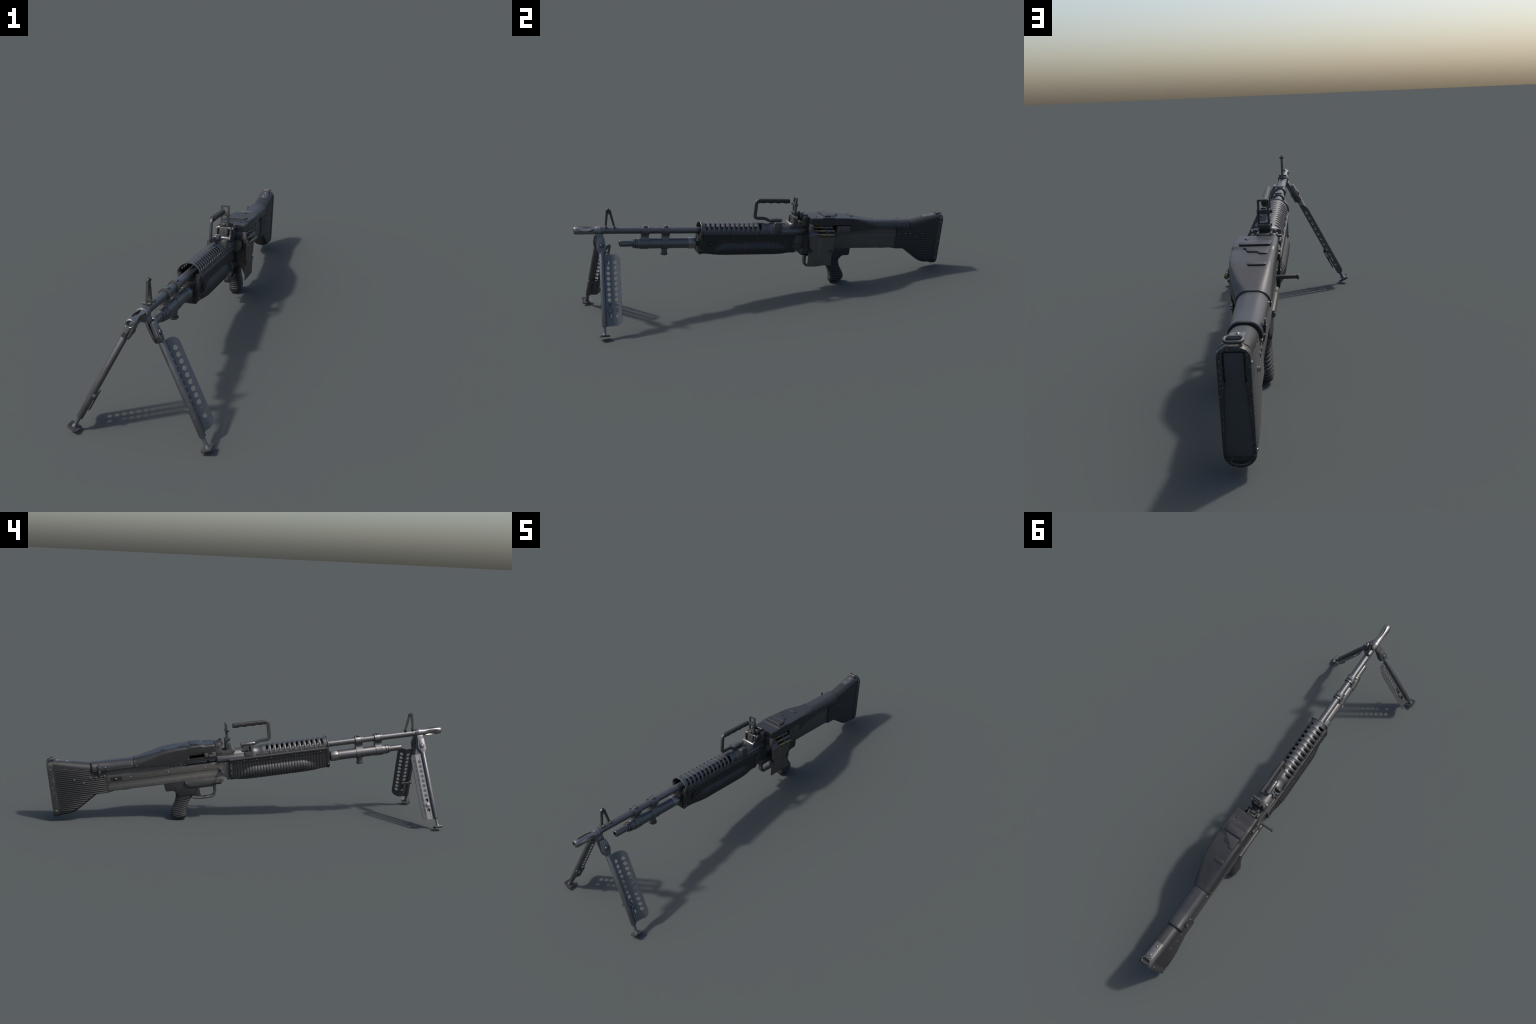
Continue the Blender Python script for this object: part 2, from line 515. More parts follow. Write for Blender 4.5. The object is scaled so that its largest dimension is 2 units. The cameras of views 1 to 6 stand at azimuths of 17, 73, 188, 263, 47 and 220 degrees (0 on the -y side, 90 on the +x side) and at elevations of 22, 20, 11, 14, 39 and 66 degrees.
for k in range(12):
    c = S0 + PITCH * k
    for s in (1, -1):
        # rounded slot following the arc from 24 to 77 degrees off the top
        tm = [math.radians(a) for a in (22, 26, 32, 40, 50, 60, 68, 74, 78)]
        hw = [.0026, .0056, .0069, .0074, .0075, .0074, .0069, .0056, .0026]
        a_ = [( c + h, t) for t, h in zip(tm, hw)]
        b_ = [( c - h, t) for t, h in zip(tm, hw)]
        lp = a_ + b_[::-1]
        n = len(tm)
        V = [(s * r * math.sin(t), yy, SZ0 + r * math.cos(t)) for r in (.032, .050) for yy, t in lp]
        m = len(lp)
        F = []
        for o in (0, m):
            F += [[o + i, o + i + 1, o + m - 2 - i, o + m - 1 - i] for i in range(n - 1)]
        F += [[i, (i + 1) % m, m + (i + 1) % m, m + i] for i in range(m)]
        cutters.append((V, F))
cut(shield, join(*cutters))
for s in (1, -1):                                   # folded tabs along the lower edge
    for y0, y1 in ((.640, .672), (.690, .742), (.768, .806), (.842, .905), (.925, .990)):
        part("heat_shield_tab", prism(fillet([(y0, -.006), (y0 + .004, .0065), (y1 - .004, .0065), (y1, -.006)], .002), s * .0405, s * .0432), SHIELD, shield, bevel=.0006, seg=1)

# ================================================================== BARREL SOCKET, HANDLE BLOCK
sock = part("barrel_socket", lathe([(.990, .030), (1.000, .0360), (1.185, .0365), (1.190, .0330)], 0, .0015, 48), SOCKET)
part("socket_skirt", prism([(-.0405, -.012), (-.0405, .002), (-.037, .010), (.037, .010), (.0405, .002), (.0405, -.012)], 1.003, 1.185, 'y'), SHIELD, sock, bevel=.002)
blk = prism(fillet([(1.005, -.003), (1.0055, .0455), (1.010, .0475), (1.038, .0475), (1.0465, .030), (1.0475, -.003)], .003), .020, .0420)
blk2 = prism(fillet([(1.005, -.003), (1.0055, .0465), (1.013, .0475), (1.0155, .040), (1.0165, .022), (1.046, .020), (1.0475, -.003)], .002), -.0425, -.014)
hb = part("handle_block", join(blk, blk2, box(-.016, .022, 1.006, 1.0465, .015, .0405)), SIGHT, bevel=.0015)
part("handle_block_pin", join(rod((.0415, 1.026, .029), (.0428, 1.026, .029), .0065, n=18, ends=.0006), rod((-.043, 1.028, .030), (-.010, 1.028, .030), .0050, n=14, ends=.0008),
                              rod((-.026, 1.040, .035), (-.005, 1.040, .035), .0042, n=12, ends=.0008), box(-.034, -.028, 1.030, 1.052, .024, .042)), BARREL, hb)
# carrying handle: hinge tube, flat strap bent to a hook, fluted grip
HX = -.001
part("handle_hinge_tube", join(rod((HX - .002, .984, .0520), (HX - .002, 1.057, .0520), .0098, n=22, ends=.0014), box(HX - .010, HX + .006, 1.005, 1.048, .036, .050),
                               rod((HX - .002, .996, .0520), (HX - .002, 1.000, .0520), .0104, n=22, ends=.0006), rod((HX - .002, 1.049, .0520), (HX - .002, 1.0515, .0520), .0106, n=22, ends=.0006)), BARREL, hb)
def arc(cy, cz, r, a0, a1, n=6):
    return [(HX, cy + r * math.cos(math.radians(a0 + (a1 - a0) * i / n)), cz + r * math.sin(math.radians(a0 + (a1 - a0) * i / n))) for i in range(n + 1)]
path = [(HX, 1.000, .0500), (HX, .984, .0520), (HX, .968, .0590), (HX, .956, .0625)] + arc(.922, .0765, .0140, -90, -183) + arc(.9255, .1368, .0165, 178, 92) + [(HX, .945, .1533)]
handle = part("carrying_handle", sweep(path, rrect2(.0044, .0086, .0013, 2)), SIGHT, hb)
rings = []
for i in range(49):
    t = i / 48
    y = .9195 + .170 * t
    flute = .0019 * math.sin(2 * pi * (t * 4.2 + .08)) * (1 if .05 < t < .97 else .3)
    top, bot = .1645, .1400 + .0020 * smooth((t - .04) / .05) * smooth((.97 - t) / .05) + flute * .9
    zc, hz = (top + bot) / 2, (top - bot) / 2
    k = 1.0 if 0 < i < 48 else .86
    rings.append([(HX + .0098 * k * math.cos(a) * abs(math.cos(a)) ** -.25 if abs(math.cos(a)) > 1e-6 else HX, y, zc + hz * k * math.sin(a) * abs(math.sin(a)) ** -.25 if abs(math.sin(a)) > 1e-6 else zc)
                  for a in [2 * pi * j / 24 + .001 for j in range(24)]])
part("handle_grip", loft(rings), POLY, handle, angle=50)

# ================================================================== TRUNNION + RECEIVER
tr_core = box(-.027, .0255, 1.128, 1.192, -.094, .004)
trunnion = part("trunnion", tr_core, TRUN, bevel=.002)
tp = fillet([(1.188, -.001), (1.150, -.0015), (1.140, -.003), (1.135, -.012), (1.126, -.016), (1.127, -.100), (1.1285, -.108), (1.1360, -.1140), (1.1440, -.110), (1.1490, -.100), (1.1525, -.0945), (1.188, -.0945)], [.001, .004, .004, .003, .002, .004, .005, .006, .005, .004, .003, .001], 3)
for s in (1, -1):
    xp = .0278 if s > 0 else .0292
    pl = part("trunnion_plate", prism(tp, s * .018, s * xp), TRUN, trunnion, bevel=.0012)
    d = '+x' if s > 0 else '-x'
    for y, z in ((1.1705, -.0320), (1.1480, -.0315)):
        rivet("receiver_rivet", s * xp, y, z, .0040, .0028, BRIGHT, d, pl)
    rivet("receiver_rivet", s * xp, 1.159, -.003 if s < 0 else -.009, .0055, .0022, PARK, d, pl)
    rivet("trunnion_pin", s * xp, 1.1365, -.1045, .0058, .0012, PARK, d, pl)

# receiver: pressed channel with stepped bands
def recv_section(y):
    L = [(.0280, .0150), (.0292, .0135), (.0292, -.0165), (.0308, -.0180), (.0308, -.0480), (.0296, -.0495), (.0296, -.0690), (.0302, -.0705), (.0302, -.0925), (.0285, -.0945)]
    R = [(.0262, .0150), (.0270, .0135), (.0270, -.0165), (.0284, -.0180), (.0284, -.0930), (.0265, -.0950)]
    return [(a, y, z) for a, z in R] + [(-a, y, z) for a, z in reversed(L)]
receiver = part("receiver", loft([recv_section(1.186), recv_section(1.45), recv_section(1.738)]), PARK, bevel=.0008, seg=2)
cut(receiver, prism(stadium(1.180, 1.357, -.0145, .0010), -.050, .002))             # bolt slot
cut(receiver, prism(stadium(1.430, 1.760, -.0160, -.0005), -.050, -.0272))            # pressed groove
cut(receiver, prism(stadium(1.480, 1.760, -.0130, .0045), .0254, .050))
part("groove_glint_bead", sweep([(-.0292, a, b) for a, b in stadium(1.430, 1.760, -.0164, .0005, 10)], circle2(.0012, 6), side=Vector((1, 0, 0)), closed=True), PARK, receiver)  # thin rod added to draw the bright highlight along the groove lip
part("bolt", join(rod((-.0150, 1.234, -.0065), (-.0150, 1.340, -.0065), .0082, n=24, ends=.001), rod((-.0150, 1.188, -.0065), (-.0150, 1.229, -.0065), .0086, n=24, ends=.001)), BOLT, receiver, angle=50)
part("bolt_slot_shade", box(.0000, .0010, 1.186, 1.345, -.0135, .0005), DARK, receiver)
part("bolt_slot_end", prism(fillet([(1.341, -.0125), (1.354, -.0125), (1.354, -.0010), (1.341, -.0010)], .001), -.0280, -.016), PARK, receiver, bevel=.0008)
for y in (1.382, 1.400, 1.418):
    o = part("receiver_hole", rod((-.0285, y, -.0060), (-.0298, y, -.0060), .0046, n=16), DARK, receiver)
    part("hole_rim", lathe([(-.0392, .0046), (-.0402, .0050), (-.0402, .0062), (-.0390, .0066)], 0, 0, 18, cap=False) and
         xform(lathe([(0, .0046), (.0010, .0048), (.0010, .0060), (-.0006, .0064)], 0, 0, 18, cap=False), Matrix.Translation((-.0291, y, -.0060)) @ Matrix.Rotation(pi / 2, 4, 'Z')), PARK, o)
for y, r in ((1.248, .0042), (1.433, .0040), (1.618, .0042)):
    rivet("receiver_rivet", -.0308, y, -.0340, r, .0028, BRIGHT, '-x', receiver)
idp = part("receiver_tab", prism(fillet([(1.661, -.026), (1.716, -.026), (1.716, -.044), (1.661, -.044)], .0015), -.0318, -.028), DARK, receiver)
rivet("receiver_rivet", -.0318, 1.690, -.0355, .0052, .0032, BRIGHT, '-x', idp)
rivet("receiver_rivet", .0284, 1.433, -.036, .0034, .0014, PARK, '+x', receiver)
part("receiver_skid", join(box(-.022, .022, 1.634, 1.668, -.0980, -.0935), box(-.026, .025, 1.712, 1.735, -.0985, -.0935)), PARK, receiver, bevel=.001)
# cocking handle, sticking out to the right side
ck = part("cocking_handle", rod((-.027, 1.1735, -.0560), (-.0960, 1.1735, -.0560), .0068, .0060, n=20), SIGHT, receiver)
part("cocking_handle_knob", join(rod((-.0945, 1.1735, -.0560), (-.1005, 1.1735, -.0560), .0090, n=20, ends=.0018), rod((-.0285, 1.1735, -.0550), (-.0335, 1.1735, -.0550), .0092, n=18, ends=.0012)), SIGHT, ck)
part("cocking_handle_base", prism(fillet([(1.166, -.040), (1.183, -.040), (1.183, -.062), (1.166, -.062)], .004), -.0318, -.026), PARK, ck, bevel=.001)

# ================================================================== REAR SIGHT
rs_side = fillet([(1.1865, .016), (1.100, .014), (1.0985, .028), (1.1015, .040), (1.1085, .046), (1.1105, .074), (1.1165, .0815), (1.1285, .0815), (1.1340, .074), (1.1350, .039), (1.1865, .039)], [.001, .001, .003, .003, .003, .004, .004, .005, .004, .002, .001], 3)
rsb = part("rear_sight_base", join(prism(rs_side, .0270, .0340), prism(rs_side, -.0340, -.0270), prism([(1.096, .014), (1.0965, .0300), (1.186, .0300), (1.186, .014)], -.028, .028)), SIGHT, bevel=.0010)
part("rear_sight_lip", prism(fillet([(1.0920, .030), (1.0945, .0400), (1.1010, .0440), (1.1085, .0420), (1.112, .030), (1.095, .024)], .003), -.0345, .0345), BRIGHT, rsb, bevel=.001)
part("rear_sight_rod", join(rod((-.0275, 1.1190, .0760), (.0275, 1.1190, .0760), .0060, n=18), rod((.0335, 1.122, .0730), (.0405, 1.122, .0730), .0078, n=18, ends=.001), rod((-.0335, 1.121, .0740), (-.0355, 1.121, .0740), .0045, n=14, ends=.0006)), BRIGHT, rsb)
part("rear_sight_drum", join(box(-.0175, .0175, 1.111, 1.133, .030, .073), box(-.002, .002, 1.1095, 1.113, .052, .072)), SIGHT, rsb, bevel=.0012)
for s in (1, -1):
    part("rear_sight_slot", box(s * .0335, s * .0344, 1.1215, 1.1240, .042, .057), DARK, rsb)
lean = Matrix.Translation((0, 1.124, .075)) @ Matrix.Rotation(math.radians(1.0), 4, 'X') @ Matrix.Translation((0, -1.124, -.075))
leaf_out = fillet([(-.0180, .0720), (-.0180, .1705), (-.0155, .1735), (.0155, .1735), (.0180, .1705), (.0180, .0720)], .0025, 3)
leaf_h1 = fillet([(-.0115, .1025), (-.0115, .1670), (.0115, .1670), (.0115, .1025)], .002, 3)
leaf = part("rear_sight_leaf", xform(holed_plate(leaf_out, [leaf_h1], .0085, lambda u, v, w: (u, 1.1235 + w, v)), lean), SIGHT, rsb)
part("rear_sight_slide", join(box(-.0198, .0198, 1.1145, 1.1300, .1295, .1425), box(-.007, .007, 1.1155, 1.1225, .142, .147), rod((-.0195, 1.1175, .1355), (-.0265, 1.1175, .1355), .0068, n=18, ends=.0010)), SIGHT, leaf, bevel=.0008)
part("rear_sight_foot", join(box(-.0190, .0190, 1.112, 1.136, .0800, .0975), rod((-.0180, 1.114, .0925), (-.0235, 1.114, .0925), .0045, n=14, ends=.001), rod((-.004, 1.110, .0925), (.006, 1.110, .0925), .0045, n=14, ends=.0006)), SIGHT, leaf, bevel=.0012)
# cover hinge behind the sight
hg = part("cover_hinge", join(rod((-.0380, 1.171, .0680), (.0390, 1.171, .0680), .0088, n=20, ends=.001), rod((-.0345, 1.171, .0680), (-.0255, 1.171, .0680), .0135, n=22, ends=.002), rod((.0255, 1.171, .0680), (.0345, 1.171, .0680), .0135, n=22, ends=.002),
                              rod((-.004, 1.171, .0680), (.0040, 1.171, .0680), .0105, n=22, ends=.001)), SIGHT)
part("hinge_bracket", join(prism(fillet([(1.157, .030), (1.160, .062), (1.166, .080), (1.184, .080), (1.190, .060), (1.190, .030)], .004), -.0370, -.0310), prism(fillet([(1.157, .030), (1.160, .062), (1.166, .080), (1.184, .080), (1.190, .060), (1.190, .030)], .004), .0300, .0360),
                           box(-.030, .030, 1.158, 1.188, .030, .046)), PARK, hg, bevel=.001)
for x in (-.0265, .0125):
    part("hinge_tooth", prism(fillet([(1.147, .074), (1.150, .094), (1.163, .0945), (1.168, .086), (1.192, .088), (1.192, .060), (1.157, .060)], .004), x, x + .005), SIGHT, hg, bevel=.0008)
part("hinge_spring", join(rod((-.022, 1.1865, .0800), (.018, 1.1865, .0800), .0050, n=14, ends=.001), rod((-.0385, 1.1735, .0650), (-.041, 1.1735, .0650), .0052, n=14, ends=.0008)), SIGHT, hg)

# ================================================================== FEED COVER
def cover_section(y, xl, xr, zt, zbr, zbl, rr, rl):
    n = 7
    pts = [(xr, zbr)]
    for k in range(n + 1):
        t = pi / 2 * k / n
        pts.append((xr - rr + rr * math.cos(t), zt - rr + rr * math.sin(t)))
    for k in range(1, 8):                                   # flat top
        pts.append((xr - rr + (xl + rl - xr + rr) * k / 8, zt))
    for k in range(n + 1):
        t = pi / 2 + pi / 2 * k / n
        pts.append((xl + rl + rl * math.cos(t), zt - rl + rl * math.sin(t)))
    pts += [(xl, zbl), (xl + .006, zbl), (xl + .006, max(zbr, zbl + .001))]
    return [(a, y, z) for a, z in pts]
st = [  # y, left, right, top, bottom right, bottom left, corner radii right, left
    (1.1895, -.0430, .0735, .0770, .0500, .0170, .005, .010),
    (1.1915, -.0452, .0755, .0805, .0495, .0165, .006, .012),
    (1.2000, -.0462, .0762, .0815, .0480, .0160, .006, .013),
    (1.2460, -.0470, .0770, .0820, .0470, .0160, .006, .013),
    (1.2485, -.0471, .0771, .0827, .0470, .0160, .006, .013),
    (1.2525, -.0476, .0777, .0858, .0470, .0160, .006, .013),
    (1.2555, -.0480, .0780, .0866, .0470, .0160, .006, .013),
    (1.3180, -.0482, .0783, .0868, .0460, .0155, .006, .013),
    (1.3230, -.0478, .0778, .0836, .0460, .0155, .006, .014),
    (1.3780, -.0480, .0770, .0830, .0455, .0150, .006, .016),
    (1.4220, -.0480, .0740, .0812, .0450, .0140, .006, .018),
    (1.4270, -.0480, .0735, .0808, .0060, .0100, .006, .018),
    (1.4600, -.0482, .0705, .0765, .0100, .0110, .009, .021),
    (1.5000, -.0484, .0630, .0695, .0125, .0125, .015, .025),
    (1.5400, -.0486, .0550, .0630, .0150, .0140, .022, .030),
    (1.5750, -.0488, .0468, .0575, .0170, .0155, .029, .033),
    (1.5900, -.0488, .0435, .0562, .0180, .0165, .032, .034)]
dense = []
for a, b in zip(st, st[1:]):
    m = max(1, int((b[0] - a[0]) / .012))
    for k in range(m):
        t = k / m
        dense.append(tuple(p + (q - p) * t for p, q in zip(a, b)))
dense.append(st[-1])
cover = part("feed_cover", loft([cover_section(*s) for s in dense]), COVER, angle=32)
cut(cover, box(-.060, -.030, 1.2505, 1.3215, .0235, .0470))            # ejection window
def pad(poly, z0, z1, slope=0.0, name="cover_pad"):
    V, F = prism(fillet(poly, .009, 5), z0, z1, 'z')
    V = [(x, y, z + slope * (y - poly[0][1])) for x, y, z in V]
    return part(name, (V, F), COVER, cover, bevel=.0022, seg=3)
pad([(-.034, 1.272), (.059, 1.272), (.058, 1.311), (-.032, 1.311)], .082, .0925)
pad([(.044, 1.316), (.044, 1.329), (.036, 1.331), (.031, 1.357), (.001, 1.358), (-.003, 1.374), (-.027, 1.375), (-.030, 1.316)], .077, .0880, -.025)
pad([(-.029, 1.434), (.022, 1.434), (.022, 1.455), (-.029, 1.455)], .072, .0835, -.11)
rivet("cover_dimple", .0435, 1.2295, .0822, .0060, .0026, COVER, '+z', cover)
for y, z in ((1.461, .0165), (1.492, .018), (1.528, .0205)):
    x = lerp_curve([(1.4600, .0705), (1.5000, .0630), (1.5400, .0550)], y)
    rivet("cover_rivet", x - .0008, y, z, .0030, .0016, COVER, '+x', cover)
rivet("cover_rivet", -.0488, 1.583, .0205, .0032, .0022, BRIGHT, '-x', cover)
rivet("cover_rivet", -.0475, 1.331, .0195, .0030, .0022, BRIGHT, '-x', cover)
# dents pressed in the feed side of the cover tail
part("cover_catch", join(prism(fillet([(1.191, .0200), (1.191, .0425), (1.212, .0425), (1.212, .0330), (1.229, .0330), (1.229, .0200)], .002), -.0515, -.045),
                         prism(fillet([(1.231, .0215), (1.231, .0410), (1.247, .0410), (1.247, .0215)], .002), -.0525, -.045)), PARK, cover, bevel=.0012)
part("cover_ring", loft([[(a * k, y, z + dz) for a, z in
     [(-.0490, .0150), (-.0490, .0260)] + [(-.0490 + .034 - .034 * math.cos(t), .0250 + .0330 * math.sin(t)) for t in [pi / 2 * j / 8 for j in range(1, 9)]] +
     [(.0435 - .033 + .033 * math.sin(t), .0250 + .0330 * math.cos(t)) for t in [pi / 2 * j / 8 for j in range(0, 9)]] + [(.0435, .0150)]]
     for y, k, dz in ((1.5870, .985, -.001), (1.5885, 1.0, .0012), (1.5925, 1.0, .0012), (1.5945, .985, -.001))]), COVER, cover, angle=50)

# ------------------------------------------------------------------ feed way
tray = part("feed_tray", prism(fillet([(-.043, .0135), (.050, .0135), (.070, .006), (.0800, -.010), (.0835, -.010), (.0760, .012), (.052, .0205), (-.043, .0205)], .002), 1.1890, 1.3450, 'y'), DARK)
part("feed_front_wall", box(-.040, .0755, 1.1850, 1.1905, .0140, .0505), COVER, tray, bevel=.001)  # dark cover colour paints in the shadow under the hinge
part("feed_front_lip", prism(fillet([(.0690, .0495), (.0790, .0495), (.0835, .040), (.0835, .010), (.0810, -.006), (.0765, -.008), (.0735, .010), (.0640, .0160)], .002), 1.1845, 1.2040, 'y'), TRUN, tray, bevel=.0015)
part("feed_rear_block", prism(fillet([(1.3440, -.006), (1.3440, .0400), (1.4360, .0400), (1.4370, .0060), (1.3560, .0020), (1.3520, -.006)], .002), .030, .0710), PARK, tray, bevel=.0012)
part("feed_rear_panel", prism(fillet([(1.3640, .0070), (1.3640, .0380), (1.4215, .0380), (1.4225, .0080)], .0015), .060, .0728), PARK, tray, bevel=.0008)
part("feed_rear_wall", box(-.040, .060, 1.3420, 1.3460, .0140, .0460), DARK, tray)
part("tray_ear", prism(fillet([(.020, .010), (.0625, .010), (.0625, -.025), (.052, -.040), (.040, -.044), (.020, -.044)], [.001, .003, .010, .010, .004, .001], 4), 1.1980, 1.2060, 'y'), TRUN, tray, bevel=.0015)

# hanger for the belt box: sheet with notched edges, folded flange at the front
hang_out = fillet([(1.1850, -.010), (1.3300, -.010), (1.3245, -.071), (1.3010, -.086), (1.2985, -.099), (1.3220, -.0995), (1.3255, -.168), (1.1900, -.170), (1.1885, -.0995), (1.2085, -.0985), (1.2095, -.086), (1.1920, -.071)], .002, 2)
hanger = part("belt_box_hanger", prism(hang_out, .0860, .0890), HANGER, bevel=.0005, seg=1)
part("hanger_flange", prism(fillet([(.0870, -.010), (.0260, .004), (.0260, -.060), (.0330, -.092), (.0570, -.134), (.0740, -.1660), (.0870, -.1680)], .002), 1.2520, 1.2550, 'y'), HANGER, hanger)
part("hanger_ridge", prism(fillet([(1.2370, -.0180), (1.2460, -.0150), (1.2600, -.0180), (1.2560, -.156), (1.2380, -.156)], .003), .0880, .0902), HANGER, hanger, bevel=.0010)
rivet("hanger_stud", .0898, 1.2400, -.1530, .0048, .0030, LINK, '+x', hanger)
for y0, y1 in ((1.1870, 1.2050), (1.3040, 1.3225)):
    part("hanger_clip", join(box(.0840, .0935, y0, y1, -.0915, -.0885), box(.0840, .0925, y0, y1, -.1005, -.0970), box(.0905, .0930, y0, y1, -.1000, -.0990)), LINK, hanger, bevel=.0008)
part("hanger_lip", join(rod((.0905, 1.1840, -.0085), (.0905, 1.2060, -.0085), .0038, n=12, ends=.001), rod((.0905, 1.3270, -.0085), (.0905, 1.3330, -.0085), .0042, n=12, ends=.001), box(.0790, .0890, 1.1850, 1.3300, -.0110, -.0085)), LINK, hanger)
chute = [(.0930, -.0120), (.0880, -.0020), (.0800, .0100), (.0690, .0200), (.0540, .0270), (.0400, .0280)]
chute = chute + [(x - .0020, z - .0014) for x, z in reversed(chute)]
part("tray_runner", prism(chute, 1.1880, 1.2330, 'y'), LINK, tray)
part("tray_void_shade", prism([(x - .0030, z - .0020) for x, z in chute], 1.2330, 1.3420, 'y'), DARK, tray)  # blackened sheet, drawn for the unlit void behind the belt

# cartridges and links
CB = .0071
case = make_mesh("cartridge", *lathe([(.0000, .0060), (.0008, .0069), (.0030, .0069), (.0034, .0060), (.0056, .0060), (.0066, CB), (.0630, .0068), (.0690, .0052), (.0790, .0050)], 0, 0, 24), BRASS, angle=40)
tipm = make_mesh("bullet", *lathe([(.0780, .0046), (.0800, .0046), (.0900, .0043), (.0990, .0034), (.1060, .0021), (.1110, .0009), (.1125, .0003)], 0, 0, 20), COPPER, angle=50)
linkm = make_mesh("belt_link", *join(lathe([(.0120, .0068), (.0120, .0080), (.0270, .0080), (.0270, .0068)], 0, 0, 24, cap=False), lathe([(.0335, .0068), (.0335, .0080), (.0560, .0079), (.0560, .0066)], 0, 0, 24, cap=False),
                                     box(-.0045, .0045, .0250, .0350, .0070, .0080)), LINK, angle=40)
linkn = make_mesh("belt_link", *join(lathe([(.0120, .0068), (.0120, .0080), (.0185, .0080), (.0185, .0068)], 0, 0, 24, cap=False), lathe([(.0390, .0068), (.0390, .0080), (.0455, .0080), (.0455, .0067)], 0, 0, 24, cap=False)), LINK, angle=40)
belt = [(.0985, -.001), (.0870, .0170), (.0705, .0310), (.0520, .0365), (.0330, .0370), (.0140, .0370), (-.0030, .0368), (-.0200, .0368)]
flip = Matrix.Rotation(pi, 4, 'Z')
for i, (x, z) in enumerate(belt):
    y = 1.3190 + random.uniform(-.0015, .0015) - (.003 if i == 2 else 0)
    yaw = (-.075, -.050, -.055)[i] if i < 3 else 0.0
    M = Matrix.Translation((x, y, z)) @ Matrix.Rotation(yaw, 4, 'Z') @ flip @ Matrix.Rotation(random.uniform(0, 6), 4, 'Y')
    c = instance(case, "cartridge", M)
    instance(tipm, "bullet", M, c)
    instance(linkn if i == 0 else linkm, "belt_link", M, c)
    if i + 1 < len(belt) and i < 6:
        x2, z2 = belt[i + 1]
        part("link_bridge", join(sweep([(x, 1.283, z - .0065), ((x + x2) / 2 - .002, 1.283, (z + z2) / 2 - .006), (x2, 1.283, z2 - .0065)], rrect2(.0055, .0007, .0003, 1), side=Vector((0, 1, 0)))), LINK, c)

# ================================================================== STOCK
def arch_section(y, xl, xr, zb, zt, r):
    n = 8
    pts = [(xr, zb)]
    for k in range(n + 1):
        t = pi / 2 * k / n
        pts.append((xr - r + r * math.cos(t), zt - r + r * math.sin(t)))
    for k in range(n + 1):
        t = pi / 2 + pi / 2 * k / n
        pts.append((xl + r + r * math.cos(t), zt - r + r * math.sin(t)))
    pts.append((xl, zb))
    return [(a, y, z) for a, z in pts]

STOCK = part("stock", loft([arch_section(1.806, -.0355, .0345, -.005, .0540, .030)] +
     [arch_section(y, -.0355, .0345, -.005, z, r) for y, z, r in
      ((1.820, .0575, .0300), (1.845, .0630, .0295), (1.875, .0690, .0280), (1.905, .0755, .0260), (1.935, .0815, .0230), (1.965, .0870, .0195), (1.9860, .0890, .0170))]), POLY, angle=45)
# ribbed body: horizontal slices from toe to comb
def stock_front(z):
    if z > .0135:
        return 1.8065
    if z > -.0985:
        return 1.7290
    return lerp_curve([(-.187, 1.945), (-.1835, 1.922), (-.176, 1.900), (-.158, 1.873), (-.0985, 1.782)], z)
def stock_slice(z):
    y0, y1 = stock_front(z), 1.9860
    w = .0345
    if z < -.158:
        t = min(1.0, (-.158 - z) / .0295)
        w = max(.006, .0345 * math.sqrt(max(0, 1 - t ** 2)))
    r0 = min(.024 if z <= -.0985 else .005, w * .9)
    pts = []
    for k in range(7):
        t = pi / 2 * k / 6
        pts.append((w - r0 + r0 * math.cos(t), y0 + r0 - r0 * math.sin(t), z))
    right = [(w, y1, z)] + pts
    return [(a - .0005, b, c) for a, b, c in right] + [(-a - .0005, b, c) for a, b, c in reversed(right)]
zl = [-.187, -.1868, -.1855, -.183, -.179, -.174, -.168, -.160, -.150, -.135, -.115, -.0990, -.0984, -.06, -.02, .0134, .0136, .030]
body = part("stock_body", loft([stock_slice(z) for z in zl]), POLY, STOCK, angle=40)
ribs = []
z = -.1720
nr = 0
while z < .052:
    y0 = stock_front(z) + (.018 if z < -.0985 else .010)
    if z > -.010:
        y0 = max(y0, 1.800)
    if z > .012:
        y0 = 1.812 + max(0.0, (z - .024)) * 5.6
    y1 = 1.9725
    if z < -.160:
        y0 += .012
    if y1 - y0 > .02:
        inset = .0345 - .0345 * math.sqrt(max(0, 1 - (max(0, -.158 - z) / .0295) ** 2))
        for s in (1, -1):
            x = s * (.0345 - inset) - .0005
            sec = [(y0, 0), (y0 + .002, .0018), (y1 - .002, .0018), (y1, 0)]
            top, bot = [], []
            V = []
            for yy, h in sec:
                for dz, hh in ((.0036, -.001), (.0022, h * .75), (0, h), (-.0022, h * .75), (-.0036, -.001)):
                    V.append((x + s * hh, yy, z + dz))
            F = [[a * 5 + b, a * 5 + b + 1, (a + 1) * 5 + b + 1, (a + 1) * 5 + b] for a in range(3) for b in range(4)]
            F += [[0, 1, 2, 3, 4], [15, 16, 17, 18, 19]]
            ribs.append((V, F))
    z += .00975
part("stock_rib", join(*ribs), POLY, STOCK, angle=50, kind="stuff")
for s in (1, -1):
    d = '+x' if s > 0 else '-x'
    for y, zz in ((1.889, -.016), (1.847, -.036), (1.812, -.016), (1.784, -.016), (1.744, -.015)):
        rivet("stock_rivet", s * .0350 - .0005, y, zz, .0072, .0040, SIGHT, d, STOCK)
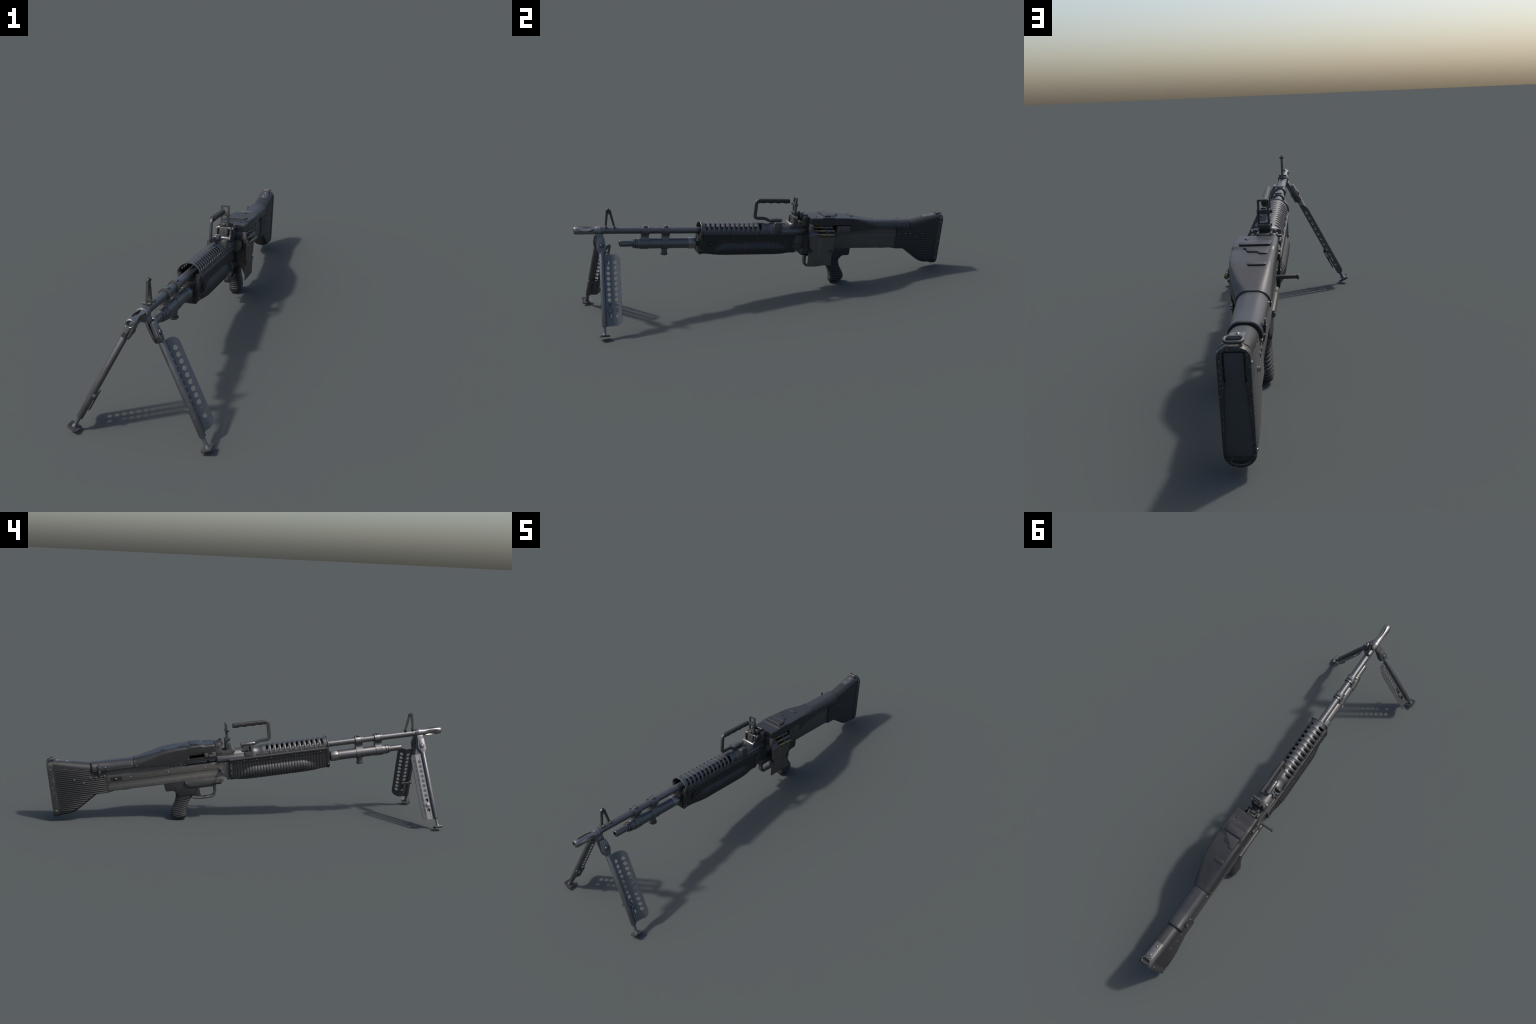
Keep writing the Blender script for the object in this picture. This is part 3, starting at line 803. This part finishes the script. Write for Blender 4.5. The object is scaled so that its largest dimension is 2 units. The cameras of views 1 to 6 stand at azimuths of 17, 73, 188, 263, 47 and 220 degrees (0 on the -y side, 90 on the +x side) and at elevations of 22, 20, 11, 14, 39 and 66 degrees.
# tubular sleeve that links cover and stock
sleeve = part("stock_sleeve", loft([arch_section(y, xl, xr, .0165, zt, .032) for y, xl, xr, zt in
      ((1.5935, -.0455, .0395, .0555), (1.70, -.0445, .0390, .0570), (1.7840, -.0435, .0385, .0580), (1.7890, -.0440, .0390, .0595), (1.7960, -.0440, .0390, .0595), (1.7985, -.0425, .0380, .0575))]), TUBE, angle=40)
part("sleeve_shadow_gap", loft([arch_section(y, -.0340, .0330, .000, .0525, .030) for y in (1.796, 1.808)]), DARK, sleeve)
part("sleeve_hem", join(box(.0375, .0408, 1.600, 1.786, .0160, .0205), box(-.0458, -.0430, 1.600, 1.786, .0160, .0205)), TUBE, sleeve, bevel=.001)
for y in (1.603, 1.731, 1.764):
    rivet("sleeve_rivet", .0388, y, .0300, .0036, .0022, SIGHT, '+x', sleeve)
for y in (1.606, 1.733):
    rivet("sleeve_rivet", -.0442, y, .0300, .0042, .0030, BRIGHT, '-x', sleeve)
part("sleeve_shoulder", box(-.0340, .0330, 1.7295, 1.806, .000, .0170), POLY, sleeve, bevel=.001)
lev = part("sleeve_latch", sweep([(-.0475, 1.7620, .0520), (-.0470, 1.7620, .030), (-.0450, 1.7635, .012), (-.0415, 1.7640, -.003)], rrect2(.0065, .0022, .0008, 1), side=Vector((0, 1, 0))), SIGHT, sleeve, bevel=.0004, seg=1)
part("latch_pin", join(rod((-.0420, 1.7625, .0335), (-.0505, 1.7625, .0335), .0036, n=14, ends=.0008), rod((-.0400, 1.7640, .0100), (-.0480, 1.7640, .0100), .0030, n=12, ends=.0008)), BRIGHT, lev)

# butt plate: worn steel rim round a recessed shoulder plate
bp_out = [(-.0005 + .0365 * math.cos(pi + pi * k / 16), -.1600 + .0325 * math.sin(pi + pi * k / 16)) for k in range(17)] + \
         [(-.0005 + .0365 - .0235 + .0235 * math.cos(pi / 2 * k / 7), .0660 + .0235 * math.sin(pi / 2 * k / 7)) for k in range(8)] + \
         [(-.0005 - .0130 - .0235 * math.sin(pi / 2 * k / 7), .0660 + .0235 * math.cos(pi / 2 * k / 7)) for k in range(8)]
def butt_ring(y, k, dz=0):
    return [(-.0005 + (a + .0005) * k, y, -.049 + (z + .049) * k + dz) for a, z in bp_out]
butt = part("butt_plate", loft([butt_ring(1.9810, .992), butt_ring(1.9825, 1.0), butt_ring(2.0040, 1.0), butt_ring(2.0075, .990), butt_ring(2.0085, .965)]), RIM, STOCK, angle=40)
rec = fillet([(-.0220, .0770), (.0195, .0770), (.0195, .0080), (.0240, -.0060), (.0305, -.1300), (.0295, -.1660), (-.0310, -.1660), (-.0320, -.1300), (-.0255, -.0060), (-.0220, .0080)], .004, 3)
cut(butt, prism([(a * (1.17 if z > .012 else 1.0), z + (.004 if z > .05 else 0)) for a, z in rec], 2.0010, 2.03, 'y'))
part("shoulder_plate", prism([(a * (1.0 if z > .012 else 1.02), z) for a, z in rec], 1.990, 2.0065, 'y'), RUBBER, butt, bevel=.0015)
part("butt_toe_loop", sweep([(.0215 * math.cos(t) - .0005, 2.0075, -.1735 - .0105 * math.sin(t)) for t in [pi * k / 10 for k in range(11)]], circle2(.0032, 8), side=Vector((0, 1, 0))), SIGHT, butt)
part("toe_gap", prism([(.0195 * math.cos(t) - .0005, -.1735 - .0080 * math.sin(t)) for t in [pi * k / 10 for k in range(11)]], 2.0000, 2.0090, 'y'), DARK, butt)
for s in (1, -1):
    for z in (.0725, .0495, -.1560) if s > 0 else (.0495, -.1560):
        rivet("butt_rivet", s * (.0365 if z < .07 else .0345) - .0005, 1.9945, z, .0042, .0028, BRIGHT, '+x' if s > 0 else '-x', butt)
# sling plate and loop on the comb
def comb(y):
    return lerp_curve([(1.875, .0690), (1.905, .0755), (1.935, .0815), (1.965, .0870), (1.986, .0890), (2.0, .0895)], y)
rings = []
for y in (1.893, 1.91, 1.93, 1.95, 1.965, 1.978):
    z = comb(y)
    rings.append([(-.0185, y, z - .002), (-.0185, y, z + .0006), (-.0120, y, z + .0022), (.0110, y, z + .0022), (.0175, y, z + .0006), (.0175, y, z - .002)])
sp = part("sling_plate", loft(rings), BARREL, STOCK)
for y in (1.9140, 1.9590):
    rivet("sling_rivet", -.001, y, comb(y) + .0018, .0058, .0040, BRIGHT, '+z', sp)
lp = [(u - .0010, 1.9885 + v, .0990 - (v * .10)) for u, v in rrect2(.0200, .0115, .0105, 6)]
part("sling_loop", sweep(lp, circle2(.0040, 10), side=Vector((0, 0, 1)), closed=True), SIGHT, sp)
part("sling_loop_keeper", join(rod((-.0165, 1.9780, .0960), (.0150, 1.9780, .0960), .0058, n=16, ends=.001), box(-.0150, .0140, 1.966, 1.981, .086, .094)), SIGHT, sp, bevel=.001)

# ================================================================== TRIGGER GROUP
FRONT = [(-.290, 1.3735), (-.284, 1.3680), (-.272, 1.3645), (-.255, 1.3630), (-.230, 1.3570), (-.205, 1.3430), (-.182, 1.3270), (-.160, 1.3160), (-.135, 1.3080), (-.110, 1.3050)]
BACK = [(-.290, 1.3850), (-.284, 1.4080), (-.276, 1.4320), (-.266, 1.4430), (-.252, 1.4465), (-.235, 1.4420), (-.215, 1.4300), (-.195, 1.4165), (-.176, 1.4085), (-.158, 1.4065), (-.146, 1.4090), (-.138, 1.4140), (-.110, 1.4200)]
def grip_slice(z):
    y0, y1 = lerp_curve(FRONT, z), lerp_curve(BACK, z)
    wid = lerp_curve([(-.290, .010), (-.285, .020), (-.276, .0270), (-.262, .0295), (-.230, .0285), (-.195, .0255), (-.150, .0245), (-.110, .0270)], z)
    g = 0.0
    if -.272 < z < -.183:
        p = ((z + .272) / .0096) % 1.0
        g = .0022 * (1 - smooth(abs(p - .5) * 4))
    yc, hy = (y0 + y1) / 2, (y1 - y0) / 2 - g * .8
    w = wid - g
    out = []
    for k in range(32):
        a = 2 * pi * k / 32 + .001
        ca, sa = math.cos(a), math.sin(a)
        out.append((w * math.copysign(abs(ca) ** .62, ca), yc + hy * math.copysign(abs(sa) ** .70, sa), z - .10 * (hy * sa) * smooth((-.17 - z) / .04) * (.7 if z > -.28 else .9)))
    return out
zz = []
z = -.290
while z < -.108:
    zz.append(z)
    z += .0012
tg = part("pistol_grip", loft([grip_slice(z) for z in zz]), POLY, angle=50)
part("grip_head", prism(fillet([(1.4585, -.0925), (1.4565, -.128), (1.4530, -.1335), (1.4150, -.1345), (1.3900, -.165), (1.3200, -.165), (1.3060, -.135), (1.3060, -.112), (1.3560, -.110), (1.3560, -.0925)], [.002, .006, .006, .010, .005, .005, .006, .002, .002, .002], 4), -.0285, .0285), POLY, tg, bevel=.0035, seg=3)
th = fillet([(1.3570, -.0910), (1.3570, -.1125), (1.3430, -.1150), (1.3310, -.1215), (1.1700, -.1205), (1.1630, -.1130), (1.1620, -.0910)], [.001, .003, .003, .003, .005, .005, .002], 4)
hous = part("trigger_housing", prism(th, -.0365, .0365), TRUN, tg, bevel=.0015)
part("housing_strip", box(-.030, .030, 1.1750, 1.2200, -.1285, -.1195), DARK, hous, bevel=.001)
part("housing_floor", box(-.016, .016, 1.2020, 1.3200, -.1385, -.1200), PARK, hous, bevel=.001)
for s in (1, -1):
    d = '+x' if s > 0 else '-x'
    rivet("housing_pin", s * .0365, 1.3490, -.1040, .0058, .0030, SIGHT, d, hous)
    rivet("housing_pin", s * .0365, 1.1770, -.1035, .0085, .0012, PARK, d, hous)
rivet("grip_boss", .0280, 1.402, -.1085, .0200, .0030, POLY, '+x', tg)
gpath = [(0, 1.3270, -.1830), (0, 1.3180, -.1870), (0, 1.3000, -.1920), (0, 1.2750, -.1945), (0, 1.2480, -.1940)] + \
        [(0, 1.2330 - .0240 * math.sin(t), -.1700 - .0240 * math.cos(t)) for t in [pi / 2 * k / 6 for k in range(7)]] + [(0, 1.2085, -.1560), (0, 1.2085, -.1250)]
part("trigger_guard", sweep(gpath, rrect2(.0120, .0064, .0030, 3)), TRUN, hous, angle=50)
trg = fillet([(1.3170, -.128), (1.2920, -.128), (1.2870, -.142), (1.2840, -.158), (1.2850, -.172), (1.2790, -.1800), (1.2960, -.1840), (1.3220, -.1780), (1.3280, -.170)], .003, 3)
part("trigger", prism(trg, -.0065, .0065), SIGHT, hous, bevel=.0015)

# ================================================================== BIPOD
yoke = part("bipod_yoke", join(lathe([(.1070, .0165), (.1070, .0215), (.1380, .0215), (.1380, .0165)], 0, BZ, 36),
            prism(fillet([(-.0200, -.008), (-.0290, -.028), (-.020, -.036), (-.008, -.0275), (.008, -.0275), (.020, -.036), (.0290, -.028), (.0200, -.008)], .004), .1060, .1380, 'y')), BIPOD, bevel=.0012)
TILT = math.radians(26.4)
for s in (1, -1):
    # leg frame: a along the leg, b across it outwards, y fore and aft
    hinge = Vector((s * .0503, 0, -.0610))
    da = Vector((s * math.sin(TILT), 0, -math.cos(TILT)))
    db = Vector((s * math.cos(TILT), 0, math.sin(TILT)))
    def lf(a, b, y, hinge=hinge, da=da, db=db):
        p = hinge + da * a + db * b
        return (p.x, y, p.z)
    def leg_prism(poly, b0, b1, lf=lf):
        n = len(poly)
        V = [lf(a, b0, y) for y, a in poly] + [lf(a, b1, y) for y, a in poly]
        return V, [list(range(n))[::-1], list(range(n, 2 * n))] + [[i, (i + 1) % n, n + (i + 1) % n, n + i] for i in range(n)]
    leg = part("bipod_leg", join(rod(lf(.030, -.002, .1245), lf(.381, -.002, .1245), .0118, n=28, ends=.0012)), BIPOD)
    # yoke arm (thin plate) and the hinge bracket that clasps it
    part("bipod_yoke_arm", leg_prism(fillet([(.1040, -.052), (.1380, -.052), (.1420, -.030), (.1500, .004), (.1460, .024), (.1360, .034), (.1160, .034), (.1060, .020), (.1020, -.030)], [.002, .002, .01, .01, .008, .01, .01, .01, .01], 3), -.0190, -.0115), BIPOD, yoke, bevel=.0012)
    br = part("leg_bracket", leg_prism(fillet([(.1080, -.040), (.1390, -.040), (.1440, -.010), (.1460, .006), (.1360, .034), (.1120, .034), (.1040, .012), (.1060, -.010)], .003, 3), -.0085, .0055), BIPOD, leg, bevel=.0020)
    part("bracket_ridge", leg_prism(fillet([(.1120, -.0395), (.1360, -.0395), (.1380, .022), (.1320, .036), (.1150, .036), (.1090, .022)], .004, 3), .0040, .0085), BIPOD, br, bevel=.0016)
    part("hinge_washer", rod(lf(.000, .0080, .1250), lf(.000, .0092, .1250), .0118, n=24), DARK, br)
    hd = part("hinge_screw", rod(lf(.000, .0080, .1250), lf(.000, .0128, .1250), .0100, .0080, n=24), BIPOD, br, bevel=.001)
    part("screw_slot", leg_prism([(.1245 - .0075, -.0012), (.1245 + .0085, -.0012), (.1245 + .0085, .0012), (.1245 - .0075, .0012)], .0120, .01295), DARK, hd)
    part("hinge_bolt", rod(lf(.000, -.024, .1250), lf(.000, .004, .1250), .0075, n=18, ends=.001), BIPOD, br)
    # folded plate: inner panel with lightening holes, outer panel turned out
    hs = [.0790 + .02525 * k for k in range(11)]
    inner_holes = [[(.1530 + .0086 * math.cos(2 * pi * i / 18), a + .0091 * math.sin(2 * pi * i / 18)) for i in range(18)] for k, a in enumerate(hs) if k != 9]
    pin = [(.1300, .0400), (.1690, .0400), (.1690, .3790), (.1300, .3790)]
    part("leg_plate", holed_plate(pin, inner_holes, .0026, lambda u, v, w: lf(v, -.0045 + w, u)), BIPOD, leg)
    fold = math.radians(40)
    W2 = .0450
    outer_holes = [[(.0205 + .0092 * math.cos(2 * pi * i / 18), a + .0092 * math.sin(2 * pi * i / 18)) for i in range(18)] for a in hs]
    pout = [(0, .0400), (.010, .0400)] + [(W2 - .030 + .030 * math.sin(t), .0400 + .030 - .030 * math.cos(t)) for t in [pi / 2 * k / 8 for k in range(9)]] + \
           [(W2 - .030 + .030 * math.cos(t), .3790 - .030 + .030 * math.sin(t)) for t in [pi / 2 * k / 8 for k in range(9)]] + [(0, .3790)]
    part("leg_plate_flange", holed_plate(pout, outer_holes, .0026, lambda u, v, w: lf(v, -.0045 + u * math.sin(fold) + w * math.cos(fold), .1686 + u * math.cos(fold) - w * math.sin(fold))), BIPOD, leg)
    d = rod(lf(hs[9], -.006, .1530), lf(hs[9], .0015, .1530), .0108, n=24, ends=.0014)
    part("leg_latch_button", d, BIPOD, leg)
    dm = make_mesh("leg_rivet", *dome(.0036, .0022), BRIGHT, angle=50) if s == 1 else dm
    for a, y in () if s > 0 else ((.049, .1460), (.0625, .1470), (.3475, .1470), (.3620, .1460)):
        p = Vector(lf(a, -.0032, y))
        instance(dm, "leg_rivet", Matrix.Translation(p) @ db.to_track_quat('X', 'Z').to_matrix().to_4x4(), leg)
    # spring latch on the inner face of the plate
    part("leg_latch", join(leg_prism(fillet([(.1120, .268), (.1600, .268), (.1600, .284), (.1120, .284)], .002), -.0165, -.0135), leg_prism(fillet([(.1420, .280), (.1600, .280), (.1560, .352), (.1400, .352)], .002), -.0165, -.0130),
                           leg_prism([(.1490, hs[9] - .004), (.1570, hs[9] - .004), (.1570, hs[9] + .004), (.1490, hs[9] + .004)], -.015, -.003),
                           leg_prism([(.1130, .270), (.1180, .270), (.1180, .283), (.1130, .283)], -.016, -.004)), BIPOD, leg, bevel=.0008)
    # extension and dished foot
    part("leg_extension", join(rod(lf(.376, -.002, .1240), lf(.426, -.002, .1235), .0065, n=18), rod(lf(.410, -.002, .1225), lf(.421, -.002, .1225), .0066, .0105, n=18)), BIPOD, leg)
    rings = []
    for a, k in ((.4205, .90), (.4195, .98), (.4215, 1.0), (.4255, 1.0), (.4275, .96), (.4275, .82), (.4240, .76)):
        rings.append([lf(a, -.002 + v * k, .1225 + u * k) for u, v in rrect2(.0220, .0205, .0060, 4)])
    part("leg_foot", loft(rings), SIGHT, leg, angle=40)
